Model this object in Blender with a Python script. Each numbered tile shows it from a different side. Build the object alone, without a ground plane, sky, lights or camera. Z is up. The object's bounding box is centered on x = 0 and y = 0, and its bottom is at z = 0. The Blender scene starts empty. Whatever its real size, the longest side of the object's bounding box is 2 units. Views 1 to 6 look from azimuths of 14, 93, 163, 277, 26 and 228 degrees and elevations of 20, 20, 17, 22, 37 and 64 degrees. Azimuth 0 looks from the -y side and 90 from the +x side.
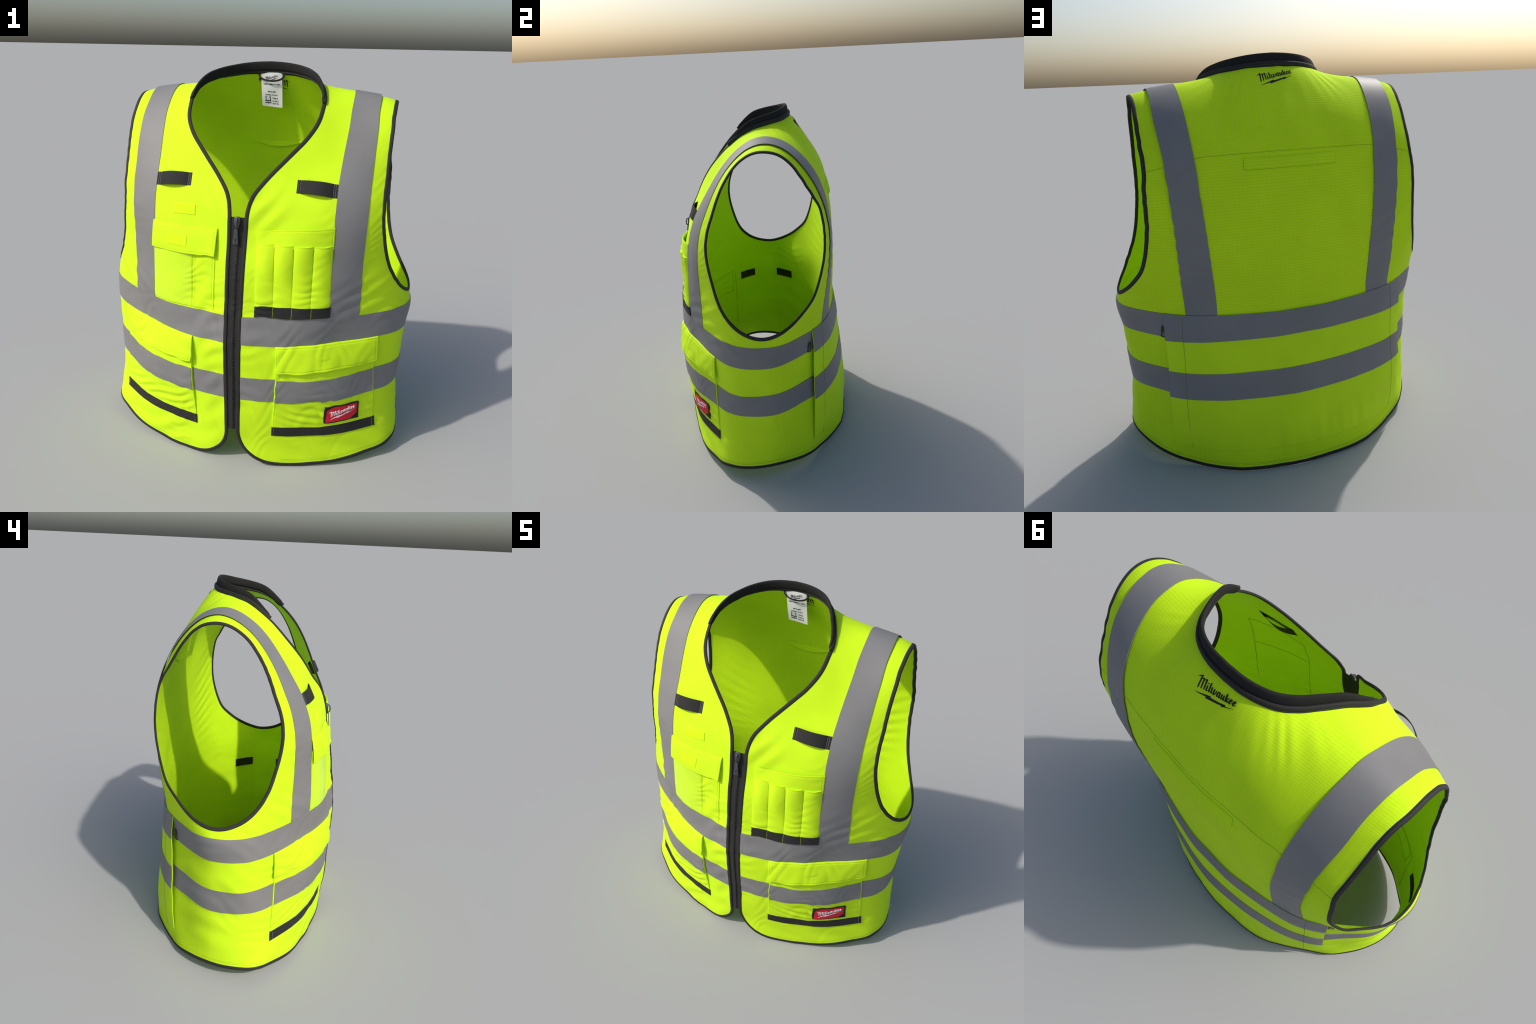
"""High-visibility work vest: cloth panels draped through measured seam lines,
reflective tape, piping, zip, pockets, collar, label and printed marks."""
import bpy, bmesh, math
import numpy as np
from mathutils import Vector

rng = np.random.RandomState(7)
Z0 = 0.86                       # armpit level: rings below it, a dome above it
D2R = math.pi / 180

# ------------------------------------------------------------------ seam lines
# (x, y, z) control points of the right half (x > 0); the left half mirrors it.
ARMHOLE = [(.811, .040, .893), (.802, -.040, .907), (.776, -.112, .946), (.737, -.167, 1.007),
           (.704, -.199, 1.073), (.683, -.218, 1.14), (.665, -.237, 1.232), (.654, -.245, 1.306),
           (.651, -.243, 1.367), (.650, -.226, 1.447), (.650, -.200, 1.513), (.650, -.171, 1.591),
           (.651, -.137, 1.664), (.652, -.104, 1.717), (.652, -.067, 1.767), (.653, -.030, 1.798),
           (.655, .014, 1.824), (.656, .058, 1.834), (.655, .100, 1.832), (.651, .149, 1.820),
           (.648, .196, 1.787), (.647, .238, 1.735), (.644, .300, 1.630), (.644, .352, 1.540),
           (.651, .369, 1.451), (.656, .375, 1.352), (.660, .369, 1.270), (.679, .340, 1.146),
           (.704, .308, 1.066), (.736, .253, 1.003), (.772, .192, .951), (.803, .118, .911)]
NECK_BACK = [(0, .212, 1.946), (.075, .206, 1.943), (.140, .187, 1.937), (.187, .160, 1.930),
             (.230, .115, 1.922), (.258, .070, 1.914), (.280, .030, 1.905), (.298, -.008, 1.892),
             (.317, -.050, 1.869), (.328, -.090, 1.840), (.327, -.135, 1.806)]
NECK_FRONT = [(.320, -.180, 1.760), (.306, -.211, 1.724), (.271, -.251, 1.671), (.226, -.284, 1.622),
              (.180, -.312, 1.572), (.122, -.345, 1.507), (.070, -.384, 1.442), (.057, -.396, 1.415),
              (.049, -.406, 1.390), (.042, -.424, 1.345)]
ZIP_EDGE = [(.0405, -.430, 1.30), (.038, -.470, 1.10), (.036, -.505, .865), (.035, -.520, .72),
            (.034, -.522, .54), (.033, -.514, .40), (.031, -.514, .26)]
HEM_CORNER = [(.034, -.504, .175), (.060, -.492, .105), (.110, -.489, .056), (.170, -.479, .026)]
HEM = [(.250, -.459, .011), (.330, -.440, .011), (.420, -.413, .017), (.510, -.382, .027),
       (.605, -.340, .043), (.700, -.276, .058), (.770, -.218, .073), (.806, -.159, .080),
       (.820, -.079, .085), (.815, 0, .084), (.794, .070, .081), (.764, .134, .073), (.722, .200, .061),
       (.667, .262, .047), (.590, .315, .025), (.505, .373, .012), (.425, .427, .011),
       (.320, .480, .013), (.150, .515, .011), (0, .526, .011)]
STRAP_IN = [(.447, -.392, .858), (.445, -.392, 1.04), (.444, -.385, 1.20), (.443, -.372, 1.30),
            (.446, -.357, 1.38), (.444, -.314, 1.480), (.448, -.272, 1.557), (.452, -.209, 1.650),
            (.456, -.141, 1.738), (.459, -.078, 1.810), (.459, .008, 1.864), (.456, .085, 1.886),
            (.454, .150, 1.870), (.450, .207, 1.838), (.445, .280, 1.770), (.439, .337, 1.687),
            (.432, .377, 1.594), (.425, .401, 1.50), (.422, .410, 1.435), (.415, .427, 1.308),
            (.403, .428, 1.05), (.389, .412, .815)]
STRAP_OUT = [(.587, -.310, .850), (.586, -.308, .975), (.584, -.309, 1.09), (.584, -.304, 1.27),
             (.586, -.290, 1.368), (.588, -.266, 1.456), (.590, -.230, 1.543), (.590, -.180, 1.642),
             (.588, -.127, 1.720), (.586, -.055, 1.802), (.585, .020, 1.846), (.583, .092, 1.864),
             (.580, .150, 1.848), (.578, .200, 1.816), (.576, .276, 1.729), (.569, .332, 1.642),
             (.565, .368, 1.566), (.559, .386, 1.487), (.553, .393, 1.444), (.547, .405, 1.296),
             (.543, .396, 1.126), (.537, .376, .974), (.534, .362, .815)]
# horizontal girth lines below the armpit: z, then (x, y) from the zip round to the spine
GIRTH = [(.85, [(0, -.507), (.13, -.490), (.224, -.473), (.339, -.446), (.445, -.393), (.587, -.304),
                (.655, -.249), (.733, -.185), (.788, -.115), (.816, -.053), (.824, .010), (.815, .080),
                (.765, .165), (.703, .226), (.635, .287), (.540, .350), (.432, .393),
                (.250, .433), (0, .452)]),
         (.72, [(0, -.522), (.131, -.507), (.231, -.484), (.322, -.450), (.435, -.392), (.544, -.325),
                (.633, -.271), (.718, -.206), (.778, -.138), (.806, -.073), (.811, 0), (.803, .071),
                (.750, .150), (.69, .215), (.615, .285), (.48, .378), (.33, .425), (.167, .455), (0, .463)]),
         (.54, [(0, -.525), (.16, -.505), (.30, -.462), (.43, -.400), (.56, -.325), (.650, -.257), (.722, -.198), (.777, -.136),
                (.801, -.073), (.799, -.005), (.791, .063), (.742, .150), (.69, .205), (.610, .285), (.478, .385),
                (.32, .440), (.164, .470), (0, .481)]),
         (.40, [(0, -.520), (.16, -.500), (.30, -.458), (.43, -.402), (.56, -.333), (.648, -.266), (.716, -.217), (.772, -.136),
                (.790, -.060), (.793, 0), (.787, .066), (.735, .155), (.68, .215), (.612, .292), (.478, .395),
                (.32, .452), (.155, .485), (0, .497)]),
         (.22, [(0, -.515), (.20, -.478), (.33, -.447), (.45, -.404), (.58, -.336), (.692, -.251),
                (.768, -.178), (.805, -.090), (.806, 0), (.795, .066), (.735, .165), (.68, .225),
                (.612, .300), (.478, .405), (.32, .470), (.155, .503), (0, .520)])]
CHEST = [(.254, -.327, 1.503), (.254, -.354, 1.446), (.215, -.396, 1.364), (.217, -.403, 1.315),
         (.095, -.427, 1.268), (.26, -.425, 1.24), (.22, -.448, 1.08), (.10, -.455, 1.14), (.32, -.425, 1.08), (.10, -.488, .90)]
SPINE = [(0, .275, 1.855), (0, .345, 1.757), (0, .416, 1.60), (0, .430, 1.50), (0, .444, 1.42),
         (0, .453, 1.314), (0, .457, 1.18), (0, .457, 1.065), (0, .454, .96),
         (.217, .406, 1.578), (.336, .395, 1.577), (.25, .440, 1.30), (.24, .442, 1.05), (.25, .436, .93), (.2, .31, 1.78)]


def spline(pts, n, closed=False):
    """Centripetal Catmull-Rom through the control points, n samples evenly spaced by length."""
    P = np.array(pts, float)
    if closed:
        P = np.vstack([P[-1], P, P[0], P[1]])
    else:
        P = np.vstack([2 * P[0] - P[1], P, 2 * P[-1] - P[-2]])
    out = []
    for i in range(1, len(P) - 2):
        p0, p1, p2, p3 = P[i - 1:i + 3]
        d = [max(np.linalg.norm(b - a), 1e-6) ** .5 for a, b in ((p0, p1), (p1, p2), (p2, p3))]
        m1 = (p1 - p0) / d[0] - (p2 - p0) / (d[0] + d[1]) + (p2 - p1) / d[1]
        m2 = (p2 - p1) / d[1] - (p3 - p1) / (d[1] + d[2]) + (p3 - p2) / d[2]
        m1, m2 = m1 * d[1], m2 * d[1]
        t = np.linspace(0, 1, 24, endpoint=False)[:, None]
        out.append((2 * t**3 - 3 * t**2 + 1) * p1 + (t**3 - 2 * t**2 + t) * m1 + (-2 * t**3 + 3 * t**2) * p2 + (t**3 - t**2) * m2)
    C = np.vstack(out + [P[-2][None]])
    L = np.r_[0, np.cumsum(np.linalg.norm(np.diff(C, axis=0), axis=1))]
    q = np.linspace(0, L[-1], n + 1 if closed else n)
    R = np.stack([np.interp(q, L, C[:, k]) for k in range(C.shape[1])], 1)
    return R[:-1] if closed else R


def mirror(P):
    return np.asarray(P, float) * (-1, 1, 1)


# ------------------------------------------------------------------ the drape
def to_as(P):
    """3D point -> (azimuth from the front, station): rings below Z0, dome elevation above."""
    P = np.asarray(P, float)
    a = np.arctan2(P[..., 0], -P[..., 1])
    h = P[..., 2] - Z0
    rho = np.hypot(P[..., 0], P[..., 1])
    return np.stack([a, np.where(h < 0, h, np.arctan2(h, rho))], -1)


def radius_of(P):
    h = P[..., 2] - Z0
    rho = np.hypot(P[..., 0], P[..., 1])
    return np.where(h < 0, rho, np.hypot(rho, h))


def embed(a, s):
    up = np.maximum(s, 0)
    return np.stack([np.sin(a) * np.cos(up), -np.cos(a) * np.cos(up), np.where(s < 0, s / .7, np.sin(up))], -1)


marks = []
for L, lift in ((ARMHOLE, 0), (NECK_BACK, 0), (NECK_FRONT, 0), (ZIP_EDGE, 0), (HEM_CORNER, 0), (HEM, 0),
                (STRAP_IN[1:-1:2], .004), (STRAP_OUT[1:-1:2], .005), (CHEST, 0), (SPINE, 0)):
    for p in L:
        p = np.array(p, float)
        marks.append(p * (1 - lift / max(np.linalg.norm(p - (0, 0, 1.0)), .3)))
for z, ring in GIRTH:
    marks += [np.array((x, y, z)) for x, y in ring]
marks = np.array(marks)
marks = np.vstack([marks, mirror(marks[marks[:, 0] > .02])])
_c = to_as(marks)
_q = embed(_c[:, 0], _c[:, 1])
_r = radius_of(marks)
_n = len(_q)
_K = np.linalg.norm(_q[:, None] - _q[None], axis=2) ** 3
_A = np.zeros((_n + 4, _n + 4))
_A[:_n, :_n] = _K + 2e-4 * np.eye(_n)
_A[:_n, _n] = 1
_A[:_n, _n + 1:] = _q
_A[_n:, :_n] = _A[:_n, _n:].T
_w = np.linalg.solve(_A, np.r_[_r, np.zeros(4)])


def wander(a, s, k, seed):
    """Smooth irregular field, about -1..1, wavelength 2 pi / k."""
    q = np.random.RandomState(seed)
    w = 0
    for _ in range(5):
        th, ph, kk = q.uniform(0, 6.28), q.uniform(0, 6.28), k * q.uniform(.6, 1.5)
        w = w + np.sin(round(kk * np.cos(th)) * a + kk * np.sin(th) * s + ph)
    return w / 2.6


def wrinkle(a, s):
    """Creases of the cloth, metres outward, shared by everything sewn to it."""
    a = (a + math.pi) % (2 * math.pi) - math.pi
    t = np.abs(a)
    front = 1 / (1 + np.exp((t - 1.62) * 18))
    g = lambda v, c, d: np.exp(-((v - c) / d) ** 2)
    n1, n2, n3 = wander(a, s, 9, 1), wander(a, s, 21, 2), wander(a, s, 5, 3)
    w = .0021 * n1 + .0008 * n2                                     # broad unevenness
    w = w + .0024 * front * np.sin(24 * (s + .5 * t) + 3 * n1) * (.4 + .6 * n3) * g(s, -.05, .75)
    # level folds beside the back armholes and round the sides
    w = w + .0028 * g(t, 2.24, .15) * g(s, .42, .36) * np.sin(70 * s + 9 * t + 2.2 * n1) * (.6 + .5 * n3)
    w = w + .0058 * g(t, 1.68, .30) * g(s, -.45, .34) * np.sin(38 * s + 6 * t + 2.5 * n1) * (.65 + .45 * n3)
    w = w + .0022 * g(t, 1.10, .26) * g(s, .12, .14) * np.sin(48 * s - 22 * t + 2 * n1)
    # gathers falling from the collar
    w = w + .0016 * g(s, 1.25, .075) * g(t, 2.25, .40) * np.sin(40 * t + 3 + 3.0 * n1) * (.6 + .5 * n2)
    # puckers in the strip between shoulder tape and armhole
    tc = np.interp(s, [.2, .57, .77, .95, 1.02], [1.17, 1.20, 1.27, 1.45, 1.62])
    w = w + .0012 * g(t, tc - .02, .06) * g(s, .66, .30) * np.sin(125 * s + 4 * n2) * (.6 + .5 * n1)
    tb = np.interp(s, [.5, .67, .84, .96, 1.02], [2.10, 2.085, 2.01, 1.88, 1.74])
    w = w + .0017 * g(t, tb, .07) * g(s, .80, .26) * np.sin(112 * s + 4 * n2) * (.6 + .5 * n1)
    # scattered sharper creases where the cloth is free
    n4 = wander(a, s, 12, 4)
    w = w + .0015 * np.clip(n4, 0, 1) * np.sin(78 * s + 14 * t + 3.5 * n2) * (front * .9 + .35) * g(s, -.1, .8)
    w = w + .0012 * np.clip(-n4, 0, 1) * np.sin(60 * s - 46 * t + 3.0 * n2) * front * g(s, -.2, .6)
    # ripples along the zip, drag from the neckline point, billow above the hem
    w = w + .0036 * g(t, .17, .11) * g(s, -.32, .42) * np.sin(62 * s + 10 * t + 2.2 * n1) * (.7 + .5 * n3)
    w = w + .0040 * g(t, .30, .17) * g(s, .86, .13) * np.sin(44 * s - 20 * t + 1.2 * n1)
    w = w + .0040 * g(t, .80, .55) * g(s, -.77, .10) * np.sin(15 * t + 38 * s + 2.5 * n1)
    w = w + .0020 * g(t, 2.75, .40) * g(s, -.72, .14) * np.sin(30 * t + 2.5 * n1)
    return w


_na, _ns = 541, 331
_av = np.linspace(-math.pi * 1.02, math.pi * 1.02, _na)
_sv = np.linspace(-.90, 1.42, _ns)
_AA, _SS = np.meshgrid(_av, _sv, indexing='ij')
_R = np.empty(_na * _ns)
_E = embed(_AA.ravel(), _SS.ravel())
for i in range(0, len(_E), 6000):
    e = _E[i:i + 6000]
    _R[i:i + 6000] = (np.linalg.norm(e[:, None] - _q[None], axis=2) ** 3) @ _w[:_n] + _w[_n] + e @ _w[_n + 1:]
_R = _R.reshape(_na, _ns)


def field(a, s):
    """Catmull-Rom lookup in the sampled drape radius."""
    a = (a + math.pi) % (2 * math.pi) - math.pi
    fa = np.clip((a - _av[0]) / (_av[1] - _av[0]), 1, _na - 3.001)
    fs = np.clip((s - _sv[0]) / (_sv[1] - _sv[0]), 1, _ns - 3.001)
    ia, js = fa.astype(int), fs.astype(int)
    u, v = fa - ia, fs - js

    def w4(t):
        return (-.5 * t + t * t - .5 * t**3, 1 - 2.5 * t * t + 1.5 * t**3, .5 * t + 2 * t * t - 1.5 * t**3, -.5 * t * t + .5 * t**3)
    wu, wv = w4(u), w4(v)
    out = 0
    for i in range(4):
        for j in range(4):
            out = out + wu[i] * wv[j] * _R[ia + i - 1, js + j - 1]
    return out + wrinkle(a, s)


def base(a, s):
    r = field(a, s)
    up = np.maximum(s, 0)
    c = np.cos(up)
    return np.stack([r * c * np.sin(a), -r * c * np.cos(a), np.where(s < 0, Z0 + s, Z0 + r * np.sin(up))], -1)


def normal(a, s):
    h = .004
    da = base(a + h, s) - base(a - h, s)
    ds = base(a, s + h) - base(a, s - h)
    n = np.cross(da, ds)
    return n / np.linalg.norm(n, axis=-1, keepdims=True)


def cloth(AS, off=0.0):
    AS = np.asarray(AS, float)
    a, s = AS[..., 0], AS[..., 1]
    return base(a, s) + normal(a, s) * np.asarray(off, float)[..., None]


def at_xz(x, z, side=-1):
    """(azimuth, station) of the cloth point seen at x, z from the front (-1) or the back (+1)."""
    x, z = np.broadcast_arrays(np.asarray(x, float), np.asarray(z, float))
    if side < 0:
        y = -np.interp(z, [0, .7, .9, 1.3, 1.5, 1.7, 1.8], [.52, .52, .50, .42, .33, .18, .08])
    else:
        y = np.interp(z, [0, .7, 1.3, 1.55, 1.75, 1.85, 1.95], [.52, .47, .46, .43, .345, .275, .21])
    AS = to_as(np.stack([x, y, z], -1))
    h = 1e-3
    for _ in range(10):
        a, s = AS[..., 0], AS[..., 1]
        S = base(a, s)
        Ja, Js = (base(a + h, s) - S) / h, (base(a, s + h) - S) / h
        ex, ez = x - S[..., 0], z - S[..., 2]
        det = Ja[..., 0] * Js[..., 2] - Ja[..., 2] * Js[..., 0]
        det = np.where(np.abs(det) < .02, np.where(det < 0, -.02, .02), det)
        da = np.clip((ex * Js[..., 2] - ez * Js[..., 0]) / det, -.15, .15)
        ds = np.clip((ez * Ja[..., 0] - ex * Ja[..., 2]) / det, -.15, .15)
        AS = np.stack([a + da, s + ds], -1)
    return AS


# ------------------------------------------------------------------ materials
def material(name, colour, rough=.85, weave=None, vary=.06, bump=.15, spec=.25, coat=0, metal=0, rows=None, sheen=0):
    m = bpy.data.materials.new(name)
    m.use_nodes = True
    nt = m.node_tree
    N, Lk = nt.nodes, nt.links
    b = N['Principled BSDF']
    b.inputs['Roughness'].default_value = rough
    b.inputs['Specular IOR Level'].default_value = spec
    b.inputs['Metallic'].default_value = metal
    b.inputs['Coat Weight'].default_value = coat
    b.inputs['Coat Roughness'].default_value = .25
    b.inputs['Sheen Weight'].default_value = sheen
    tc = N.new('ShaderNodeTexCoord')
    big = N.new('ShaderNodeTexNoise')
    big.inputs['Scale'].default_value = 5.5
    big.inputs['Detail'].default_value = 4
    Lk.new(tc.outputs['Object'], big.inputs['Vector'])
    ramp = N.new('ShaderNodeValToRGB')
    c = np.array(colour)
    lo, hi = c * (1 - vary), np.minimum(c * (1 + vary), 1)
    ramp.color_ramp.elements[0].color = (*lo, 1)
    ramp.color_ramp.elements[1].color = (*hi, 1)
    ramp.color_ramp.elements[0].position = .3
    ramp.color_ramp.elements[1].position = .7
    Lk.new(big.outputs['Fac'], ramp.inputs['Fac'])
    colour_out = ramp.outputs['Color']
    height = None
    if weave:
        w1 = N.new('ShaderNodeTexNoise')
        w1.inputs['Scale'].default_value = weave
        w1.inputs['Detail'].default_value = 2
        mp = N.new('ShaderNodeMapping')
        mp.inputs['Scale'].default_value = (1, 1, 2.2)
        Lk.new(tc.outputs['Object'], mp.inputs['Vector'])
        Lk.new(mp.outputs['Vector'], w1.inputs['Vector'])
        height = w1.outputs['Fac']
    if rows:
        # level ribs of the mesh knit, broken into short dashes
        wv = N.new('ShaderNodeTexWave')
        wv.bands_direction = 'Z'
        wv.inputs['Scale'].default_value = rows
        wv.inputs['Distortion'].default_value = .12
        wv.inputs['Detail'].default_value = 1
        sp = N.new('ShaderNodeSeparateXYZ')
        Lk.new(tc.outputs['Object'], sp.inputs[0])
        up = N.new('ShaderNodeMapRange'); up.interpolation_type = 'SMOOTHSTEP'
        Lk.new(sp.outputs['Z'], up.inputs['Value'])
        up.inputs['From Min'].default_value = 1.40; up.inputs['From Max'].default_value = 1.75
        dy = N.new('ShaderNodeMath'); dy.operation = 'SUBTRACT'
        dy.inputs[0].default_value = .43; Lk.new(sp.outputs['Y'], dy.inputs[1])
        rz = N.new('ShaderNodeMath'); rz.operation = 'MULTIPLY_ADD'
        Lk.new(dy.outputs[0], rz.inputs[0]); Lk.new(up.outputs['Result'], rz.inputs[1]); Lk.new(sp.outputs['Z'], rz.inputs[2])
        cb = N.new('ShaderNodeCombineXYZ')
        Lk.new(sp.outputs['X'], cb.inputs['X']); Lk.new(sp.outputs['Y'], cb.inputs['Y']); Lk.new(rz.outputs[0], cb.inputs['Z'])
        Lk.new(cb.outputs[0], wv.inputs['Vector'])
        br = N.new('ShaderNodeTexWave')
        br.bands_direction = 'X'
        br.inputs['Scale'].default_value = rows * .62
        br.inputs['Distortion'].default_value = 1.2
        Lk.new(tc.outputs['Object'], br.inputs['Vector'])
        pw = N.new('ShaderNodeMath'); pw.operation = 'POWER'
        Lk.new(wv.outputs['Fac'], pw.inputs[0]); pw.inputs[1].default_value = 5
        ml = N.new('ShaderNodeMath'); ml.operation = 'MULTIPLY_ADD'
        Lk.new(br.outputs['Fac'], ml.inputs[0]); ml.inputs[1].default_value = .55; ml.inputs[2].default_value = .45
        mk = N.new('ShaderNodeMath'); mk.operation = 'MULTIPLY'
        Lk.new(pw.outputs[0], mk.inputs[0]); Lk.new(ml.outputs[0], mk.inputs[1])
        mx = N.new('ShaderNodeMix'); mx.data_type = 'RGBA'
        fs = N.new('ShaderNodeMath'); fs.operation = 'MULTIPLY'
        Lk.new(mk.outputs[0], fs.inputs[0]); fs.inputs[1].default_value = .32
        Lk.new(fs.outputs[0], mx.inputs[0])
        Lk.new(colour_out, mx.inputs[6])
        mx.inputs[7].default_value = (*(c * .62), 1)
        colour_out = mx.outputs[2]
        sub = N.new('ShaderNodeMath'); sub.operation = 'SUBTRACT'
        Lk.new(height, sub.inputs[0]); Lk.new(mk.outputs[0], sub.inputs[1])
        height = sub.outputs[0]
    Lk.new(colour_out, b.inputs['Base Color'])
    if height is not None:
        bp = N.new('ShaderNodeBump')
        bp.inputs['Strength'].default_value = bump
        bp.inputs['Distance'].default_value = .002
        Lk.new(height, bp.inputs['Height'])
        Lk.new(bp.outputs['Normal'], b.inputs['Normal'])
    return m


LIME = (.550, .830, .0115)
M_PLAIN = material('lime_cloth', LIME, .8, weave=420, vary=.035, bump=.12, spec=.2)
M_MESH = material('lime_mesh_knit', np.array(LIME), .85, weave=380, vary=.035, bump=.17, spec=.15, rows=23)
M_WINDOW = material('clear_window_over_lime', np.array(LIME) * 1.0, .45, weave=None, vary=.03, spec=.3, coat=.5)
M_PATCH = material('yellow_hook_tape', (.60, .82, .014), .9, weave=300, vary=.03, bump=.3, spec=.1)
M_TAPE = material('silver_tape', (.190, .188, .187), .55, weave=520, vary=.05, bump=.10, spec=.35)
M_BLACK = material('black_webbing', (.020, .0195, .019), .8, weave=600, vary=.15, bump=.5, spec=.3)
M_PIPING = material('black_piping', (.021, .0205, .020), .75, weave=500, vary=.12, bump=.35, spec=.3)
M_KNIT = material('black_collar_knit', (.018, .0175, .017), .9, weave=450, vary=.12, bump=.4, spec=.2)
M_STITCH = material('grey_thread', (.20, .20, .19), .8, vary=.1)
M_YOKE = material('shadow_lime_thread', np.array(LIME) * .68, .9, vary=.1)
M_DARKTHREAD = material('charcoal_thread', (.075, .075, .072), .8, vary=.1)
M_SEAM = material('lime_thread', np.array(LIME) * .55, .9, vary=.1)
M_METAL = material('dark_metal', (.060, .060, .062), .42, vary=.1, spec=.5, metal=.3)
M_TEETH = material('black_zip_teeth', (.022, .022, .022), .4, vary=.1, spec=.5)
M_RED = material('red_rubber', (.62, .012, .030), .6, weave=500, vary=.08, bump=.05)
M_WHITE = material('white_print', (.78, .80, .82), .7, vary=.03)
M_LABEL = material('white_satin', (.74, .75, .73), .5, weave=300, vary=.03, bump=.05)
M_INK = material('black_ink', (.012, .012, .014), .7, vary=.1)

# ------------------------------------------------------------------ builders
vest = bpy.data.objects.new('safety_vest', None)
bpy.context.scene.collection.objects.link(vest)
vest['label'] = 'lime yellow high visibility work vest with grey reflective tape'
vest['category'] = 'safety vest'


def add(name, verts, faces, mat, parent=None, smooth=True, angle=40, kind=None):
    me = bpy.data.meshes.new(name)
    me.from_pydata([tuple(v) for v in np.asarray(verts, float)], [], [tuple(int(i) for i in f) for f in faces])
    me.validate()
    bm = bmesh.new()
    bm.from_mesh(me)
    bmesh.ops.recalc_face_normals(bm, faces=bm.faces)
    bm.to_mesh(me)
    bm.free()
    me.materials.append(mat)
    if smooth:
        me.polygons.foreach_set('use_smooth', [True] * len(me.polygons))
        me.set_sharp_from_angle(angle=angle * D2R)
    o = bpy.data.objects.new(name, me)
    bpy.context.scene.collection.objects.link(o)
    o.parent = parent or vest
    if kind:
        o['kind'] = kind
    return o


def inside_distance(P, poly):
    """Signed distance to a closed polygon, positive inside."""
    A = poly
    B = np.roll(poly, -1, 0)
    out = np.empty(len(P))
    for i in range(0, len(P), 8000):
        p = P[i:i + 8000]
        d = B - A
        ap = p[:, None] - A[None]
        t = np.clip((ap * d).sum(2) / np.maximum((d * d).sum(1), 1e-14), 0, 1)
        q = ap - t[..., None] * d
        dist = np.sqrt((q * q).sum(2).min(1))
        cond = (A[None, :, 1] > p[:, None, 1]) != (B[None, :, 1] > p[:, None, 1])
        with np.errstate(divide='ignore', invalid='ignore'):
            xi = A[None, :, 0] + (p[:, None, 1] - A[None, :, 1]) * d[None, :, 0] / d[None, :, 1]
        odd = (cond & (p[:, None, 0] < xi)).sum(1) % 2 == 1
        out[i:i + 8000] = np.where(odd, dist, -dist)
    return out


def cut(poly, du, dv):
    """Fine grid over a polygon, trimmed cleanly along its outline. Returns 2D points and faces."""
    poly = np.asarray(poly, float)
    lo, hi = poly.min(0) - (du, dv), poly.max(0) + (du, dv)
    nu, nv = int((hi[0] - lo[0]) / du) + 2, int((hi[1] - lo[1]) / dv) + 2
    U, V = np.meshgrid(lo[0] + du * np.arange(nu), lo[1] + dv * np.arange(nv), indexing='ij')
    P = np.stack([U.ravel(), V.ravel()], 1)
    D = inside_distance(P, poly)
    D[np.abs(D) < 1e-7] = 1e-7
    pts, index, edge, faces = [], {}, {}, []

    def vert(i):
        if i not in index:
            index[i] = len(pts)
            pts.append(P[i])
        return index[i]

    def crossing(i, j):
        k = (min(i, j), max(i, j))
        if k not in edge:
            t = D[k[0]] / (D[k[0]] - D[k[1]])
            edge[k] = len(pts)
            pts.append(P[k[0]] + t * (P[k[1]] - P[k[0]]))
        return edge[k]
    ins = (D > 0).reshape(nu, nv)
    cnt = ins[:-1, :-1].astype(int) + ins[1:, :-1] + ins[1:, 1:] + ins[:-1, 1:]
    for i, j in zip(*np.nonzero(cnt)):
        c = (i * nv + j, (i + 1) * nv + j, (i + 1) * nv + j + 1, i * nv + j + 1)
        if cnt[i, j] == 4:
            faces.append([vert(k) for k in c])
            continue
        f = []
        for k in range(4):
            p, q = c[k], c[(k + 1) % 4]
            if D[p] > 0:
                f.append(vert(p))
            if (D[p] > 0) != (D[q] > 0):
                f.append(crossing(p, q))
        if len(f) >= 3:
            faces.append(f)
    return np.array(pts), faces


def close_sheet(top, bottom, faces):
    """Two skins and the rim between them."""
    n = len(top)
    seen = {}
    for f in faces:
        for k in range(len(f)):
            e = (f[k], f[(k + 1) % len(f)])
            if (e[1], e[0]) in seen:
                del seen[(e[1], e[0])]
            else:
                seen[e] = 1
    F = [list(f) for f in faces] + [[i + n for i in reversed(f)] for f in faces]
    F += [[b, a, a + n, b + n] for a, b in seen]
    return np.vstack([top, bottom]), F


def sheet(name, poly, mat, hi, lo, du=.0068, dv=.0062, where=None, parent=None, **kw):
    """Piece of cloth cut to a 2D outline and laid on the drape between two offsets."""
    pts, faces = cut(poly, du, dv)
    AS = where(pts) if where else pts
    h = hi(pts) if callable(hi) else np.full(len(pts), hi)
    l = lo(pts) if callable(lo) else np.full(len(pts), lo)
    V, F = close_sheet(cloth(AS, h), cloth(AS, l), faces)
    return add(name, V, F, mat, parent, **kw)


def slab(name, AS, hi, lo, mat, parent=None, **kw):
    """Rectangular piece from a grid of (azimuth, station) and offsets of both skins."""
    nu, nv = AS.shape[:2]
    hi = np.broadcast_to(hi, (nu, nv))
    lo = np.broadcast_to(lo, (nu, nv))
    I = np.arange(nu * nv).reshape(nu, nv)
    faces = np.stack([I[:-1, :-1], I[1:, :-1], I[1:, 1:], I[:-1, 1:]], -1).reshape(-1, 4).tolist()
    V, F = close_sheet(cloth(AS, hi).reshape(-1, 3), cloth(AS, lo).reshape(-1, 3), faces)
    return add(name, V, F, mat, parent, **kw)


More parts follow.
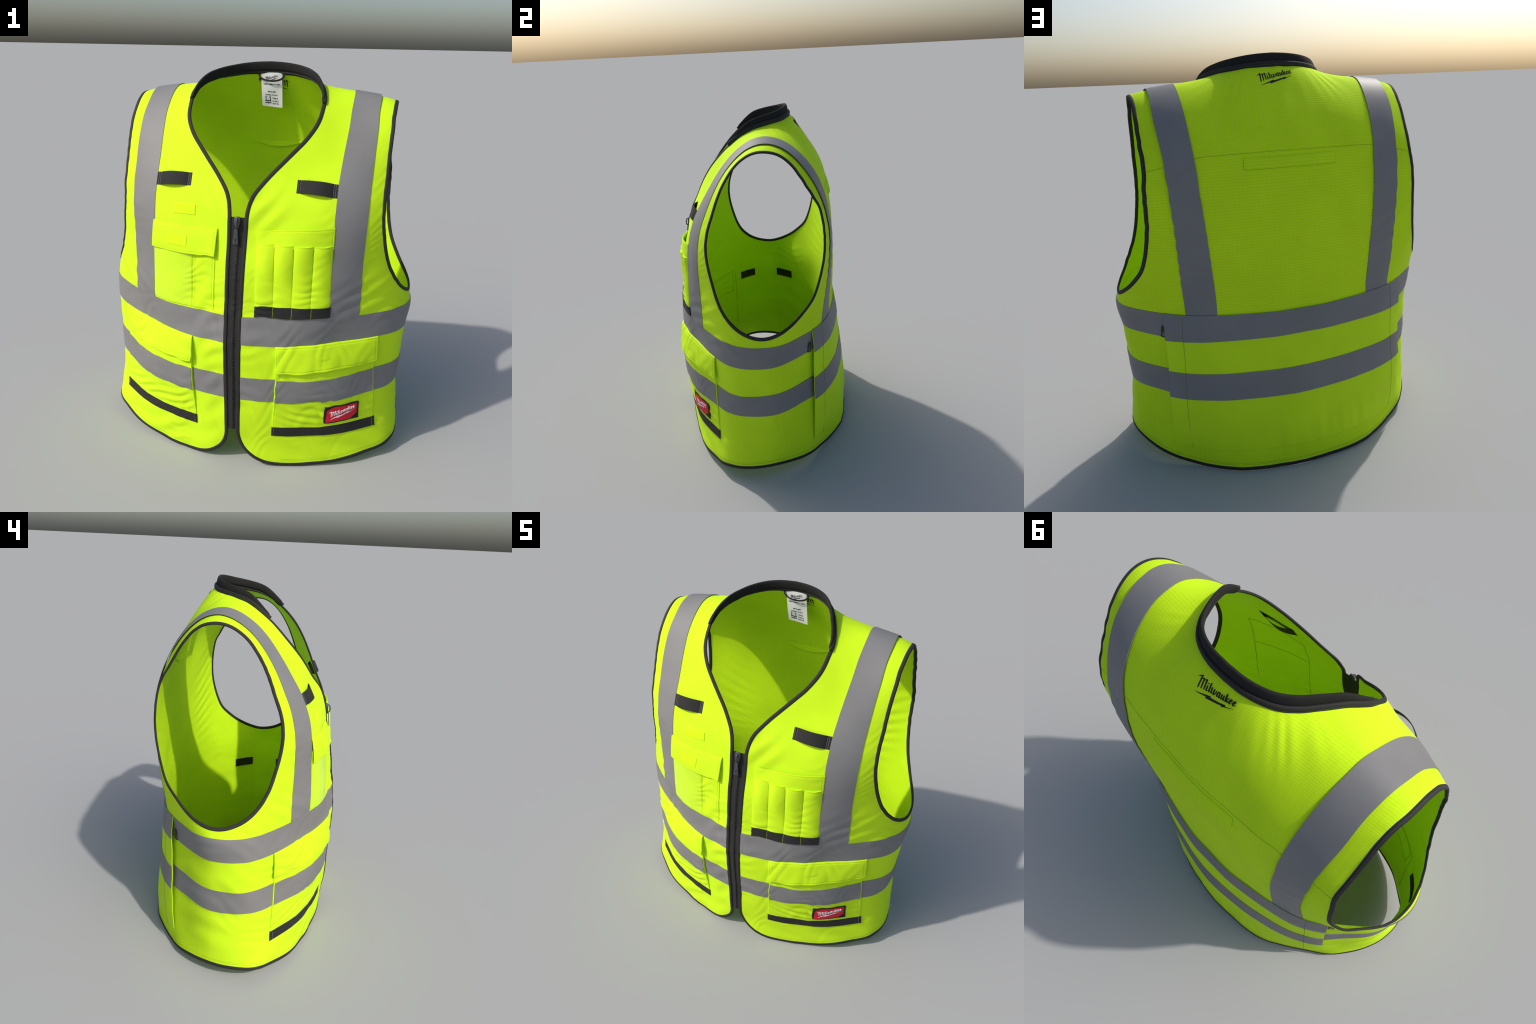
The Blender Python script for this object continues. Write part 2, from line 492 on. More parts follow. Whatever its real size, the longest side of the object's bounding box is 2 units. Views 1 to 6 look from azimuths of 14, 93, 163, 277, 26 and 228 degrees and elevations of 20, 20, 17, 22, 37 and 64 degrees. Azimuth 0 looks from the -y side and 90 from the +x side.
def tube(name, C, N, half_w, half_t, mat, closed=False, parent=None, sides=12, power=.75, taper=0, **kw):
    """Flattened tube along C; N points out of the cloth, the width lies in the cloth."""
    C, N = np.asarray(C), np.asarray(N)
    n = len(C)
    T = (np.roll(C, -1, 0) - np.roll(C, 1, 0)) if closed else np.gradient(C, axis=0)
    T /= np.linalg.norm(T, axis=1, keepdims=True)
    B = np.cross(N, T)
    B /= np.linalg.norm(B, axis=1, keepdims=True)
    N = np.cross(T, B)
    w = np.broadcast_to(half_w, n).copy()
    t = np.broadcast_to(half_t, n).copy()
    ang = np.arange(sides) * 2 * math.pi / sides
    cx = np.sign(np.cos(ang)) * np.abs(np.cos(ang)) ** power
    cy = np.sign(np.sin(ang)) * np.abs(np.sin(ang)) ** power
    V = C[:, None] + B[:, None] * (w[:, None] * cx)[..., None] + N[:, None] * (t[:, None] * cy)[..., None]
    V = V.reshape(-1, 3)
    F = []
    for i in range(n if closed else n - 1):
        j = (i + 1) % n
        for k in range(sides):
            l = (k + 1) % sides
            F.append((i * sides + k, i * sides + l, j * sides + l, j * sides + k))
    if not closed:
        F += [tuple(range(sides)), tuple((n - 1) * sides + k for k in reversed(range(sides)))]
    return add(name, V, F, mat, parent, angle=60, **kw)


def on_cloth(P):
    AS = to_as(P)
    return AS, cloth(AS), normal(AS[..., 0], AS[..., 1])


def smooth_ends(u, d):
    """1 inside, easing to 0 within d of either end of 0..1."""
    return np.clip(np.minimum(u, 1 - u) / d, 0, 1) ** .5


def grid(nu, nv):
    return np.meshgrid(np.linspace(0, 1, nu), np.linspace(0, 1, nv), indexing='ij')


def thread(name, AS, off, mat, parent=None, dash=None, r=.0011):
    """Stitch line laid on the cloth; dash = (length, gap) in metres."""
    C = cloth(AS, off)
    if dash is None:
        return tube(name, C, normal(AS[:, 0], AS[:, 1]), r, r, mat, sides=5, power=1, parent=parent)
    L = np.r_[0, np.cumsum(np.linalg.norm(np.diff(C, axis=0), axis=1))]
    V, F, p = [], [], 0
    Nn = normal(AS[:, 0], AS[:, 1])
    while p < L[-1] - dash[0]:
        q = np.array([p, p + dash[0]])
        a, b = [np.array([np.interp(v, L, C[:, k]) for k in range(3)]) for v in q]
        nn = np.array([np.interp(p, L, Nn[:, k]) for k in range(3)])
        side = np.cross(nn, b - a)
        side *= r / np.linalg.norm(side)
        k = len(V)
        V += [a - side, a + side, b + side, b - side]
        V += [v + nn * r for v in V[k:k + 4]]
        F += [(k, k + 1, k + 2, k + 3), (k + 4, k + 7, k + 6, k + 5), (k, k + 4, k + 5, k + 1), (k + 1, k + 5, k + 6, k + 2),
              (k + 2, k + 6, k + 7, k + 3), (k + 3, k + 7, k + 4, k)]
        p += dash[0] + dash[1]
    return add(name, V, F, mat, parent, smooth=False, kind='stuff')


# ------------------------------------------------------------------ panels
THICK = .0018
shoulder_seam = [(.268, .042, 1.909), (.305, .046, 1.90), (.38, .060, 1.885), (.45, .074, 1.88), (.56, .085, 1.86), (.655, .092, 1.833)]
side_seam = [(.797, .062, .89), (.81, .060, .72), (.80, .058, .54), (.79, .060, .40), (.80, .064, .10), (.80, .065, .02)]

arm = spline(ARMHOLE, 260, closed=True)
k_sh = int(np.argmin(np.linalg.norm(arm - np.array(shoulder_seam[-1]), axis=1)))
arm_front, arm_back = arm[:k_sh + 1], arm[k_sh:]
neck = spline(NECK_BACK + NECK_FRONT + ZIP_EDGE + HEM_CORNER + HEM, 900)
k_neck = int(np.argmin(np.linalg.norm(neck - np.array(shoulder_seam[0]), axis=1)))
k_hem = int(np.argmin(np.linalg.norm(neck[500:] - np.array((.80, .062, .079)), axis=1))) + 500

front_outline = np.vstack([neck[k_neck:k_hem:2], spline(side_seam, 60)[::-1][4:], arm_front[2:-1], spline(shoulder_seam, 20)[::-1]])
front_as = to_as(front_outline)
for sx in (1, -1):
    sheet('front_panel', front_as * (sx, 1), M_PLAIN, THICK, -THICK)

half_back = np.vstack([neck[0:k_neck:2], spline(shoulder_seam, 20), arm_back[1:-2], spline(side_seam, 60)[:-4], neck[k_hem::2]])
hb = to_as(half_back)
hb[:, 0] = np.where(hb[:, 0] < 0, hb[:, 0] + 2 * math.pi, hb[:, 0])
hb[0, 0] = hb[-1, 0] = math.pi
other = hb[::-1][1:-1].copy()
other[:, 0] = 2 * math.pi - other[:, 0]
sheet('back_panel', np.vstack([hb, other]), M_MESH, THICK, -THICK)

# ------------------------------------------------------------------ piping
half = np.vstack([neck])
loop = np.vstack([half, mirror(half)[::-1][1:-1]])
AS, C, N = on_cloth(loop)
tube('edge_binding', C[::2], N[::2], .0098, .0054, M_PIPING, closed=True)
for sx in (1, -1):
    P = arm * (sx, 1, 1)
    AS, C, N = on_cloth(P)
    tube('armhole_binding', C, N, .0100, .0054, M_PIPING, closed=True)
    # seam thread showing beside the piping
for sx in (1, -1):
    AS, C, N = on_cloth(arm * (sx, 1, 1))
    tube('binding_stitching', C + N * .0050, N, .0008, .0007, M_DARKTHREAD, closed=True, sides=5, power=1)

# hem stitching, two rows just above the piping
hem_line = spline(HEM, 260)
for dz in (.022, .030):
    P = hem_line + (0, 0, dz)
    thread('hem_stitching', to_as(np.vstack([P, mirror(P)[::-1][1:]])), .0016, M_SEAM, r=.0009)

# ------------------------------------------------------------------ collar
cp = spline(NECK_BACK[:], 70)
path = np.vstack([cp[::-1], mirror(cp)[1:]])          # right front end, round the nape, left front end
path = path[3:-3]
n = len(path)
u = np.linspace(-1, 1, n)
centre = np.array((0, .02, 0))
inward = centre - path
inward[:, 2] = 0
inward /= np.linalg.norm(inward, axis=1, keepdims=True)
T = np.gradient(path, axis=0)
T /= np.linalg.norm(T, axis=1, keepdims=True)
upv = np.cross(np.cross(T, (0, 0, 1)), T)
upv /= np.linalg.norm(upv, axis=1, keepdims=True)
endf = np.clip((1 - np.abs(u)) / .055, 0, 1)
endf = np.sqrt(1 - (1 - endf) ** 2) * .96 + .04
lean = (.013 + .008 * u**2)[:, None]
stand = upv * .034 + inward * lean
axis = upv * .95 + inward * .22
axis /= np.linalg.norm(axis, axis=1, keepdims=True)
thick_dir = np.cross(T, axis)
hh = .0222 * endf * (1 - .26 * u**2)
ht = .0080 * endf
settle = np.clip((1 - np.abs(u)) / .30, 0, 1)
settle = .40 + .60 * settle * settle * (3 - 2 * settle)          # the roll comes down onto the piping at its ends
Cc = path + stand * ((1 - .36 * u**2) * settle)[:, None]
ang = np.arange(20) * 2 * math.pi / 20
ca = np.sign(np.cos(ang)) * np.abs(np.cos(ang)) ** .7
sa = np.sign(np.sin(ang)) * np.abs(np.sin(ang)) ** .7
V = (Cc[:, None] + axis[:, None] * (hh[:, None] * ca)[..., None] + thick_dir[:, None] * (ht[:, None] * sa)[..., None]).reshape(-1, 3)
F = [(i * 20 + k, i * 20 + (k + 1) % 20, (i + 1) * 20 + (k + 1) % 20, (i + 1) * 20 + k) for i in range(n - 1) for k in range(20)]
F += [tuple(range(20)), tuple((n - 1) * 20 + k for k in range(20))]
collar = add('collar', V, F, M_KNIT, angle=70)
base_path = path + upv * .0080 - inward * .001
tube('collar_base', base_path, -inward, .0120, .0080, M_PIPING, power=.8, parent=collar)
tube('collar_stitching', base_path - inward * .0088 - upv * .004, -inward, .0008, .0007, M_DARKTHREAD, sides=5, power=1, parent=collar)

# ------------------------------------------------------------------ reflective tape
def tape(name, a0, a1, z0, z1, off=.0042, th=.0024, parent=None, n=None):
    n = n or max(int(abs(a1 - a0) / .012), 6)
    U, W = grid(n, 20)
    z = z0 + (z1 - z0) * W
    AS = np.stack([a0 + (a1 - a0) * U, z - Z0], -1)
    return slab(name, AS, off, off - th, M_TAPE, parent)


# the upper waist band rides a little lower at the back; heights as functions of azimuth
def waist_tape(name, a0, a1, z0, z1, drop, off=.0042):
    n = max(int(abs(a1 - a0) / .012), 6)
    U, W = grid(n, 20)
    a = a0 + (a1 - a0) * U
    t = np.abs(a)
    lo = z0 - drop * np.interp(t, [0, .9, 1.3, 2.0], [0, 0, .1, .45])
    hi = z1 - drop * np.interp(t, [0, .75, 1.15, 1.6, 2.0], [0, .05, .72, .85, 1.15])
    z = lo + (hi - lo) * W
    return slab(name, np.stack([a, z - Z0], -1), off, off - .0024, M_TAPE)


POUCH_A = math.atan2(.632, -.300)
for sx in (1, -1):
    waist_tape('reflective_band', sx * .084, sx * (POUCH_A + .03), .721, .866, .022)
    waist_tape('reflective_band', sx * .082, sx * (POUCH_A + .03), .408, .541, .003)

for sx in (1, -1):
    n = 230
    A_, B_ = spline(STRAP_IN, n), spline(STRAP_OUT, n)
    U, W = grid(n, 20)
    P = A_[:, None] * (1 - W[..., None]) + B_[:, None] * W[..., None]
    P[..., 0] *= sx
    AS = to_as(P)
    t = U
    hover = .0042 + .007 * np.exp(-((t - .55) / .14) ** 2) * (.35 + .65 * W) + .004 * np.exp(-((t - .75) / .12) ** 2)
    slab('reflective_strap', AS, hover, hover - .0024, M_TAPE)
    for e in (.03, .97):
        j = AS[:, 0] * (1 - e) + AS[:, -1] * e

# ------------------------------------------------------------------ zip
zt, zb = 1.331, .222
zz = np.linspace(zb, zt, 190)
mid = at_xz(np.zeros_like(zz), zz)
U, W = grid(25, 190)
half_gap = np.interp(zz, [zb, .9, zt], [.030, .034, .040])
AS = at_xz((U - .5) * 2 * half_gap[None], zz[None] + 0 * U)
prof = -.001 + .0018 * np.exp(-((U - .5) / .16) ** 4) + .0008 * np.exp(-((np.abs(U - .5) - .36) / .05) ** 2)
zipper = slab('zipper', AS, prof, prof - .003, M_BLACK, angle=60)
V, F = [], []
Cz, Nz = cloth(mid, .0), normal(mid[:, 0], mid[:, 1])
Lz = np.r_[0, np.cumsum(np.linalg.norm(np.diff(Cz, axis=0), axis=1))]
pitch, k = .0098, 0
for i in range(int((Lz[-1] - .10) / pitch * 2)):
    d = .004 + i * pitch / 2
    c = np.array([np.interp(d, Lz, Cz[:, q]) for q in range(3)])
    nn = np.array([np.interp(d, Lz, Nz[:, q]) for q in range(3)])
    tt = np.array([np.interp(min(d + .004, Lz[-1]), Lz, Cz[:, q]) - np.interp(d - .004, Lz, Cz[:, q]) for q in range(3)])
    tt /= np.linalg.norm(tt)
    sd = 1 if i % 2 else -1
    bx = np.array((1.0, 0, 0))
    c = c + bx * sd * .0028 + nn * .0022
    k = len(V)
    # a tooth: wedge, wide at the tape, narrow at its head
    for dx, w_, h_ in ((sd * .0062, .0021, .0022), (-sd * .0040, .0030, .0026)):
        for ty, tz in ((-1, -1), (1, -1), (1, 1), (-1, 1)):
            V.append(c + bx * dx + tt * ty * w_ + nn * tz * h_)
    F += [(k, k + 1, k + 2, k + 3), (k + 7, k + 6, k + 5, k + 4)] + [(k + a, k + 4 + a, k + 4 + (a + 1) % 4, k + (a + 1) % 4) for a in range(4)]
add('zipper_teeth', V, F, M_TEETH, zipper, smooth=False, kind='stuff')


def frame_at(x, z, side=-1, off=0.):
    AS = at_xz(np.array([x, x, x]), np.array([z - .01, z, z + .01]), side)
    p = cloth(AS, off)
    t = p[2] - p[0]
    t /= np.linalg.norm(t)
    nn = normal(AS[1:2, 0], AS[1:2, 1])[0]
    b = np.cross(t, nn)
    b /= np.linalg.norm(b)
    return p[1], b, t, np.cross(b, t)


def local_mesh(name, V, F, fr, mat, parent, **kw):
    o, bx, ty, nn = fr
    V = np.asarray(V, float)
    return add(name, o + V[:, :1] * bx + V[:, 1:2] * ty + V[:, 2:] * nn, F, mat, parent, **kw)


# slider body: rounded heart shape with a raised bridge
fr = frame_at(-.001, 1.303, off=.002)
prof2 = [(.0, .034), (.012, .031), (.0165, .020), (.015, .006), (.010, -.010), (.0075, -.024), (0, -.028)]
ring2 = prof2 + [(-x, y) for x, y in prof2[-2:0:-1]]
V, F = [], []
for zz_, sc in ((0, 1.), (.006, 1.), (.0085, .9), (.0095, .7)):
    V += [(x * sc, y * sc + .002 * (1 - sc), zz_) for x, y in ring2]
m = len(ring2)
for i in range(3):
    F += [(i * m + k, i * m + (k + 1) % m, (i + 1) * m + (k + 1) % m, (i + 1) * m + k) for k in range(m)]
F += [tuple(range(m)), tuple(3 * m + k for k in range(m))]
local_mesh('zipper_slider', V, F, fr, M_METAL, zipper, angle=50)
arc = np.linspace(0, math.pi, 14)
C = [np.array((0, .026 - .046 * (1 - math.cos(t)) / 2, .008 + .013 * math.sin(t))) for t in arc]
o_, bx_, ty_, nn_ = fr
C = np.array([o_ + c[0] * bx_ + c[1] * ty_ + c[2] * nn_ for c in C])
tube('slider_bridge', C, np.tile(bx_, (14, 1)), .0034, .0042, M_METAL, parent=zipper, sides=10, power=1)
# pull tab: tapered plate with a loop hole at the top and three stamped letters
fr = frame_at(-.004, 1.252, off=.010)
outl = [(-.0085, .026), (.0085, .026), (.0095, .0), (.0125, -.030), (.0125, -.046), (-.0125, -.046), (-.0125, -.030), (-.0095, .0)]
V = [(x, y, 0) for x, y in outl] + [(x, y, .0035) for x, y in outl] + [(x * .86, y * .97, .0045) for x, y in outl]
m = len(outl)
F = [tuple(range(m)), tuple(2 * m + k for k in range(m))]
for i in range(2):
    F += [(i * m + k, i * m + (k + 1) % m, (i + 1) * m + (k + 1) % m, (i + 1) * m + k) for k in range(m)]
local_mesh('pull_tab', V, F, fr, M_METAL, zipper, angle=30)


# ------------------------------------------------------------------ lettering tools
def ribbons(strokes, lift0=0., step=.00012):
    """Brush strokes: each a list of (x, y, width). Returns 2D ribbons with a small lift per stroke."""
    out = []
    for q, st in enumerate(strokes):
        st = np.array(st, float)
        if len(st) == 2:
            st = np.vstack([st[0], (st[0] + st[1]) / 2, st[1]])
        C = spline(st, 4 * len(st))
        T = np.gradient(C[:, :2], axis=0)
        T /= np.maximum(np.linalg.norm(T, axis=1, keepdims=True), 1e-9)
        B = np.stack([-T[:, 1], T[:, 0]], 1)
        w = np.maximum(C[:, 2:3], 2) / 2
        cap0 = C[0, :2] - T[0] * w[0] * .5
        cap1 = C[-1, :2] + T[-1] * w[-1] * .5
        L = np.vstack([cap0 + B[0] * w[0] * .5, C[:, :2] + B * w, cap1 + B[-1] * w[-1] * .5])
        R = np.vstack([cap0 - B[0] * w[0] * .5, C[:, :2] - B * w, cap1 - B[-1] * w[-1] * .5])
        out.append((L, R, lift0 + q * step))
    return out


# the brush-script word and the lightning bolt under it, in sketch units (y down)
WORD = [[(275, 605, 6), (380, 520, 34), (448, 465, 46)], [(432, 500, 50), (450, 690, 56), (466, 842, 44)],
        [(455, 560, 22), (530, 492, 34)], [(543, 500, 52), (566, 650, 52), (588, 790, 42)],
        [(565, 535, 22), (640, 455, 34)], [(655, 460, 52), (678, 610, 52), (700, 750, 42)],
        [(752, 500, 40), (778, 500, 40)], [(770, 575, 44), (782, 690, 46), (800, 725, 34), (845, 690, 12)],
        [(855, 435, 48), (876, 600, 48), (895, 690, 38), (945, 645, 12)],
        [(952, 505, 42), (972, 610, 42), (1000, 665, 34), (1050, 600, 14)],
        [(1052, 490, 42), (1072, 590, 42), (1095, 640, 34), (1135, 590, 24), (1148, 480, 28)],
        [(1285, 450, 16), (1235, 450, 34), (1208, 510, 44), (1222, 580, 38), (1255, 590, 20), (1290, 520, 14)],
        [(1288, 435, 38), (1300, 520, 40), (1325, 575, 30), (1352, 545, 12)],
        [(1370, 425, 40), (1385, 510, 40), (1405, 555, 32), (1445, 500, 14)],
        [(1450, 410, 40), (1466, 495, 40), (1486, 540, 30), (1515, 510, 12)],
        [(1520, 315, 46), (1540, 430, 46), (1560, 525, 40)], [(1562, 450, 16), (1628, 385, 30)],
        [(1575, 440, 30), (1625, 500, 34), (1670, 485, 10)],
        [(1700, 440, 14), (1755, 405, 18), (1735, 365, 26), (1690, 395, 38), (1688, 455, 42), (1725, 490, 28), (1780, 450, 8)],
        [(1838, 415, 14), (1895, 380, 18), (1872, 342, 26), (1828, 370, 38), (1826, 430, 42), (1862, 463, 28), (1945, 415, 8)]]
BOLT = [(390, 1026), (1050, 752), (1058, 792), (1640, 608), (1648, 656), (2005, 508), (1518, 748), (1522, 712), (886, 938), (902, 880)]


def print_mark(name_word, name_bolt, put, mat, parent, top, bottom):
    """put maps sketch units to (azimuth, station)."""
    V, F = [], []
    for Lr, Rr, lift in ribbons(WORD):
        m = len(Lr)
        q = np.vstack([Lr, Rr])
        AS = put(q)
        k = len(V)
        hi = top(q) if callable(top) else top
        lo = bottom(q) if callable(bottom) else bottom
        V += list(cloth(AS, hi + lift)) + list(cloth(AS, lo - lift))
        for i in range(m - 1):
            F += [(k + i, k + i + 1, k + m + i + 1, k + m + i), (k + 2 * m + i, k + 3 * m + i, k + 3 * m + i + 1, k + 2 * m + i + 1),
                  (k + i, k + 2 * m + i, k + 2 * m + i + 1, k + i + 1), (k + m + i, k + m + i + 1, k + 3 * m + i + 1, k + 3 * m + i)]
        F += [(k, k + m, k + 3 * m, k + 2 * m), (k + m - 1, k + 3 * m - 1, k + 4 * m - 1, k + 2 * m - 1)]
    add(name_word, V, F, mat, parent, angle=30)
    sheet(name_bolt, BOLT, mat, top, bottom, 22, 11, where=put, parent=parent)


def affine(src, dst):
    S = np.c_[np.array(src, float), np.ones(3)]
    M = np.linalg.solve(S, np.array(dst, float))
    return lambda p: np.c_[np.asarray(p, float), np.ones(len(p))] @ M


def text_faces(body, size, align='CENTER'):
    cu = bpy.data.curves.new('words', 'FONT')
    cu.body = body
    cu.size = size
    cu.align_x = align
    cu.resolution_u = 3
    cu.offset = size * .035
    ob = bpy.data.objects.new('words', cu)
    bpy.context.scene.collection.objects.link(ob)
    bpy.context.view_layer.update()
    me = ob.to_mesh()
    V = np.array([v.co[:2] for v in me.vertices]).reshape(-1, 2)
    F = [list(p.vertices) for p in me.polygons]
    ob.to_mesh_clear()
    bpy.data.objects.remove(ob)
    bpy.data.curves.remove(cu)
    return V, F


# stamped letters on the pull tab
V2, F2 = text_faces('YKK', .0125)
local_mesh('stamped_letters', np.c_[-V2[:, 1] + .004, V2[:, 0] - .026, np.full(len(V2), .0050)], F2, fr, M_INK, zipper, smooth=False)

# ------------------------------------------------------------------ back yoke, slot and print
yz = lambda x: 1.580 - .004 * (x / .3) ** 2 - .04 * np.clip((np.abs(x) - .40) / .25, 0, 1)
xs = np.linspace(-.634, .634, 140)
AS = at_xz(xs, yz(xs) - .0022, 1)
thread('yoke_seam', AS, .0024, M_YOKE, r=.0013)
U, W = grid(140, 7)
X = -.632 + 1.264 * U
AS = at_xz(X, yz(X) + .013 * W - .0005, 1)
slab('yoke_edge', AS, .0021 + .0004 * (1 - W), .0012, M_MESH)
U, W = grid(70, 14)
AS = at_xz(-.217 + .434 * U, 1.506 + .048 * W, 1)
puff = .0050 + .0100 * smooth_ends(U, .25) * (1 - W) ** .6
slot = slab('hang_slot', AS, puff, .0005, M_MESH)
thread('slot_shadow_line', at_xz(-.219 + .438 * np.linspace(0, 1, 60), np.full(60, 1.5035), 1), .0020, M_YOKE, slot, r=.0010)  # dark strands modelled along the slot's edges to draw its edge shadow
for xe in (-.2185, .2185):
    thread('slot_shadow_line', at_xz(np.full(12, xe), np.linspace(1.504, 1.552, 12), 1), .0020, M_YOKE, slot, r=.0010)
# the slot's lens-shaped lip on the inside
U, W = grid(60, 12)
AS = at_xz(-.155 + .31 * U, 1.562 - .031 * np.sin(math.pi * U) * (1 - W), 1)
lip = -.0030 - .0130 * np.sin(math.pi * U) * (1 - W) ** .7
slab('hang_slot', AS, lip, lip - .0018, M_MESH)
put = affine([(275, 605), (2005, 508), (390, 1026)], [(.092, 1.897), (-.083, 1.8995), (.086, 1.857)])
print_mark('printed_word', 'printed_bolt', lambda p: at_xz(*put(p).T, 1), M_INK, None, THICK + .0007, -THICK - .0007)

# ------------------------------------------------------------------ neck label and hanger loop
def hang_at(x, v, off):
    """Point on the label that hangs free inside the nape: x across, v down, off towards the wearer."""
    x, v, off = np.broadcast_arrays(np.asarray(x, float), np.asarray(v, float), np.asarray(off, float))
    w = v / .186
    bow = .004 * np.sin(3.0 * w) + .0015 * np.sin(40 * x + 5 * w)
    y = .2045 + .0435 * w - bow
    z = 1.9455 - .1785 * w - .004 * (x / .057) * w
    return np.stack([x * (1 - .03 * w), y - .97 * off, z - .23 * off], -1)


U, W = grid(24, 40)
I = np.arange(24 * 40).reshape(24, 40)
ff = np.stack([I[:-1, :-1], I[1:, :-1], I[1:, 1:], I[:-1, 1:]], -1).reshape(-1, 4).tolist()
V, F = close_sheet(hang_at(-.057 + .114 * U, .186 * W, 0).reshape(-1, 3), hang_at(-.057 + .114 * U, .186 * W, .0012).reshape(-1, 3), ff)
label = add('neck_label', V, F, M_LABEL)


def on_label(name, V2, F2, lift=.0018):
    add(name, hang_at(V2[:, 0], V2[:, 1], lift), F2, M_INK, label, smooth=False)


for body, size, x, v, al in (('HIGH VISIBILITY VEST', .0098, 0, .066, 'CENTER'), ('48-73-5041', .0098, 0, .106, 'CENTER'),
                             ('ANSI/ISEA 107-2015', .0080, -.004, .123, 'CENTER'), ('TYPE R', .0098, .001, .142, 'LEFT'),
                             ('CLASS 2', .0098, .001, .157, 'LEFT'), ('NOT FR', .0098, .001, .171, 'LEFT')):
    V2, F2 = text_faces(body, size, al)
    on_label('label_text', np.c_[V2[:, 0] + x, v - V2[:, 1]], F2)
V, F = [], []
for x0, x1, v0, v1 in ((-.037, -.033, .128, .152), (-.013, -.009, .128, .152), (-.040, -.006, .151, .156), (-.040, -.006, .162, .167),
                       (-.0235, -.0225, .140, .175), (-.030, -.0285, .128, .136), (-.018, -.0165, .128, .136)):
    k = len(V)
    V += [(x0, v0), (x1, v0), (x1, v1), (x0, v1)]
    F.append((k, k + 1, k + 2, k + 3))
on_label('label_pictogram', np.array(V), F)
put = affine([(275, 605), (2005, 508), (390, 1026)], [(-.038, .030), (.036, .022), (-.036, .054)])
V, F = [], []
for Lr, Rr, lift in ribbons(WORD):
    m = len(Lr)
    p = put(np.vstack([Lr, Rr]))
    k = len(V)
    V += list(hang_at(p[:, 0], p[:, 1], .0018 + lift))
    F += [(k + i, k + i + 1, k + m + i + 1, k + m + i) for i in range(m - 1)]
add('label_mark', V, F, M_INK, label, smooth=False)
pts, ff = cut(BOLT, 40, 15)
on_label('label_mark', put(pts), ff)
loop_line = spline([(-.0670, -.006, .001), (-.0670, .016, .003), (-.062, .024, .007), (-.045, .034, .011), (0, .041, .014),
                    (.045, .034, .011), (.062, .024, .007), (.0670, .016, .003), (.0670, -.006, .001)], 60)
tube('hanger_loop', hang_at(loop_line[:, 0], loop_line[:, 1], loop_line[:, 2]), np.tile((0, -.97, -.23), (60, 1)), .0048, .0014, M_BLACK, sides=8)

# ------------------------------------------------------------------ chest webbing loops and hook tape
for sx in (1, -1):
    U, W = grid(60, 12)
    x0, x1 = .254, .439
    X = x0 + (x1 - x0) * U
    zt_, zb_ = 1.503 - .014 * U, 1.446 - .015 * U
    AS = at_xz(sx * X, zb_ + (zt_ - zb_) * W)
    arch = .003 + .021 * np.clip(np.sin(math.pi * np.clip((U - .10) / .80, 0, 1)), 0, 1) ** .8
    lp = slab('webbing_loop', AS, arch, arch - .0030, M_BLACK)
    for uu in (.035, .085, .915, .965):
        i = int(uu * 59)
        thread('loop_stitching', AS[i], arch[i, 0] + .0003, M_STITCH, lp, dash=(.004, .0025), r=.0008)
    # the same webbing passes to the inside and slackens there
    U, W = grid(40, 8)
    AS = at_xz(sx * (x0 + (x1 - x0) * U), 1.446 - .015 * U + .057 * W)
    sag = -.0026 - .019 * np.sin(math.pi * np.clip((U - .04) / .92, 0, 1)) ** .9
    slab('webbing_loop', AS, sag, sag - .0016, M_BLACK, lp)


def box_on_front(name, x0, x1, z0, z1, mat, hi, parent=None, n=(50, 30), edge=.004, skew=0., where=None):
    U, W = grid(*n)
    AS = at_xz(x0 + (x1 - x0) * U, z0 + (z1 - z0) * W + skew * U)
    h = hi(U, W) if callable(hi) else np.full(U.shape, hi)
    eu = np.minimum(U, 1 - U) * abs(x1 - x0)
    ew = np.minimum(W, 1 - W) * abs(z1 - z0)
    h = np.minimum(h, .0022 + np.sqrt(np.clip(np.minimum(eu, ew), 0, None) * 2 * edge))
    return slab(name, AS, h, .0012, mat, parent, angle=50)


box_on_front('hook_patch', -.329, -.216, 1.316, 1.365, M_PATCH, .0042)

# ------------------------------------------------------------------ left chest pocket with flap
def ridge(d, c, w, h):
    return h * np.exp(-((d - c) / w) ** 2)


def pocket_face(U, W):
    du = U * .343
    h = .0048 + .0130 * (np.sin(math.pi * np.clip(U / .68, 0, 1)) ** .7) * np.sin(math.pi * np.clip(W, 0, .8) / 1.3) + .006 * np.sin(math.pi * np.clip((U - .70) / .3, 0, 1)) * W
    h += ridge(du, .340 - .104, .0022, .0020) + ridge(du, .340 - .110, .0022, -.0018) + ridge(du, .333, .002, -.0018)
    return h


cpk = box_on_front('chest_pocket', -.443, -.100, .868, 1.20, M_PLAIN, pocket_face, n=(150, 60))
U, W = grid(60, 50)
AS = at_xz(-.436 + .216 * U, .874 + .28 * W)
h = .0058 + .0130 * (np.sin(math.pi * np.clip((.007 + .216 * U) / .343 / .68, 0, 1)) ** .7) * np.sin(math.pi * np.clip(.018 + .843 * W, 0, .8) / 1.3)
slab('clear_window', AS, h, h - .001, M_WINDOW, cpk)


def flap(name, AS, gape, parent, seam=.009, width=.34, height=.13, puff=None):
    nu, nv = AS.shape[:2]
    U, W = grid(nu, nv)
    ed = np.minimum(np.minimum(U, 1 - U) * width, np.minimum(W, 1 - W) * height)
    h = gape + ridge(ed, seam, .0022, -.0024) + .0024 * np.clip(ed / .006, 0, 1) ** .5
    if puff is not None:
        h = h + puff
    return slab(name, AS, h, gape - .0022, M_PLAIN, parent, angle=50)


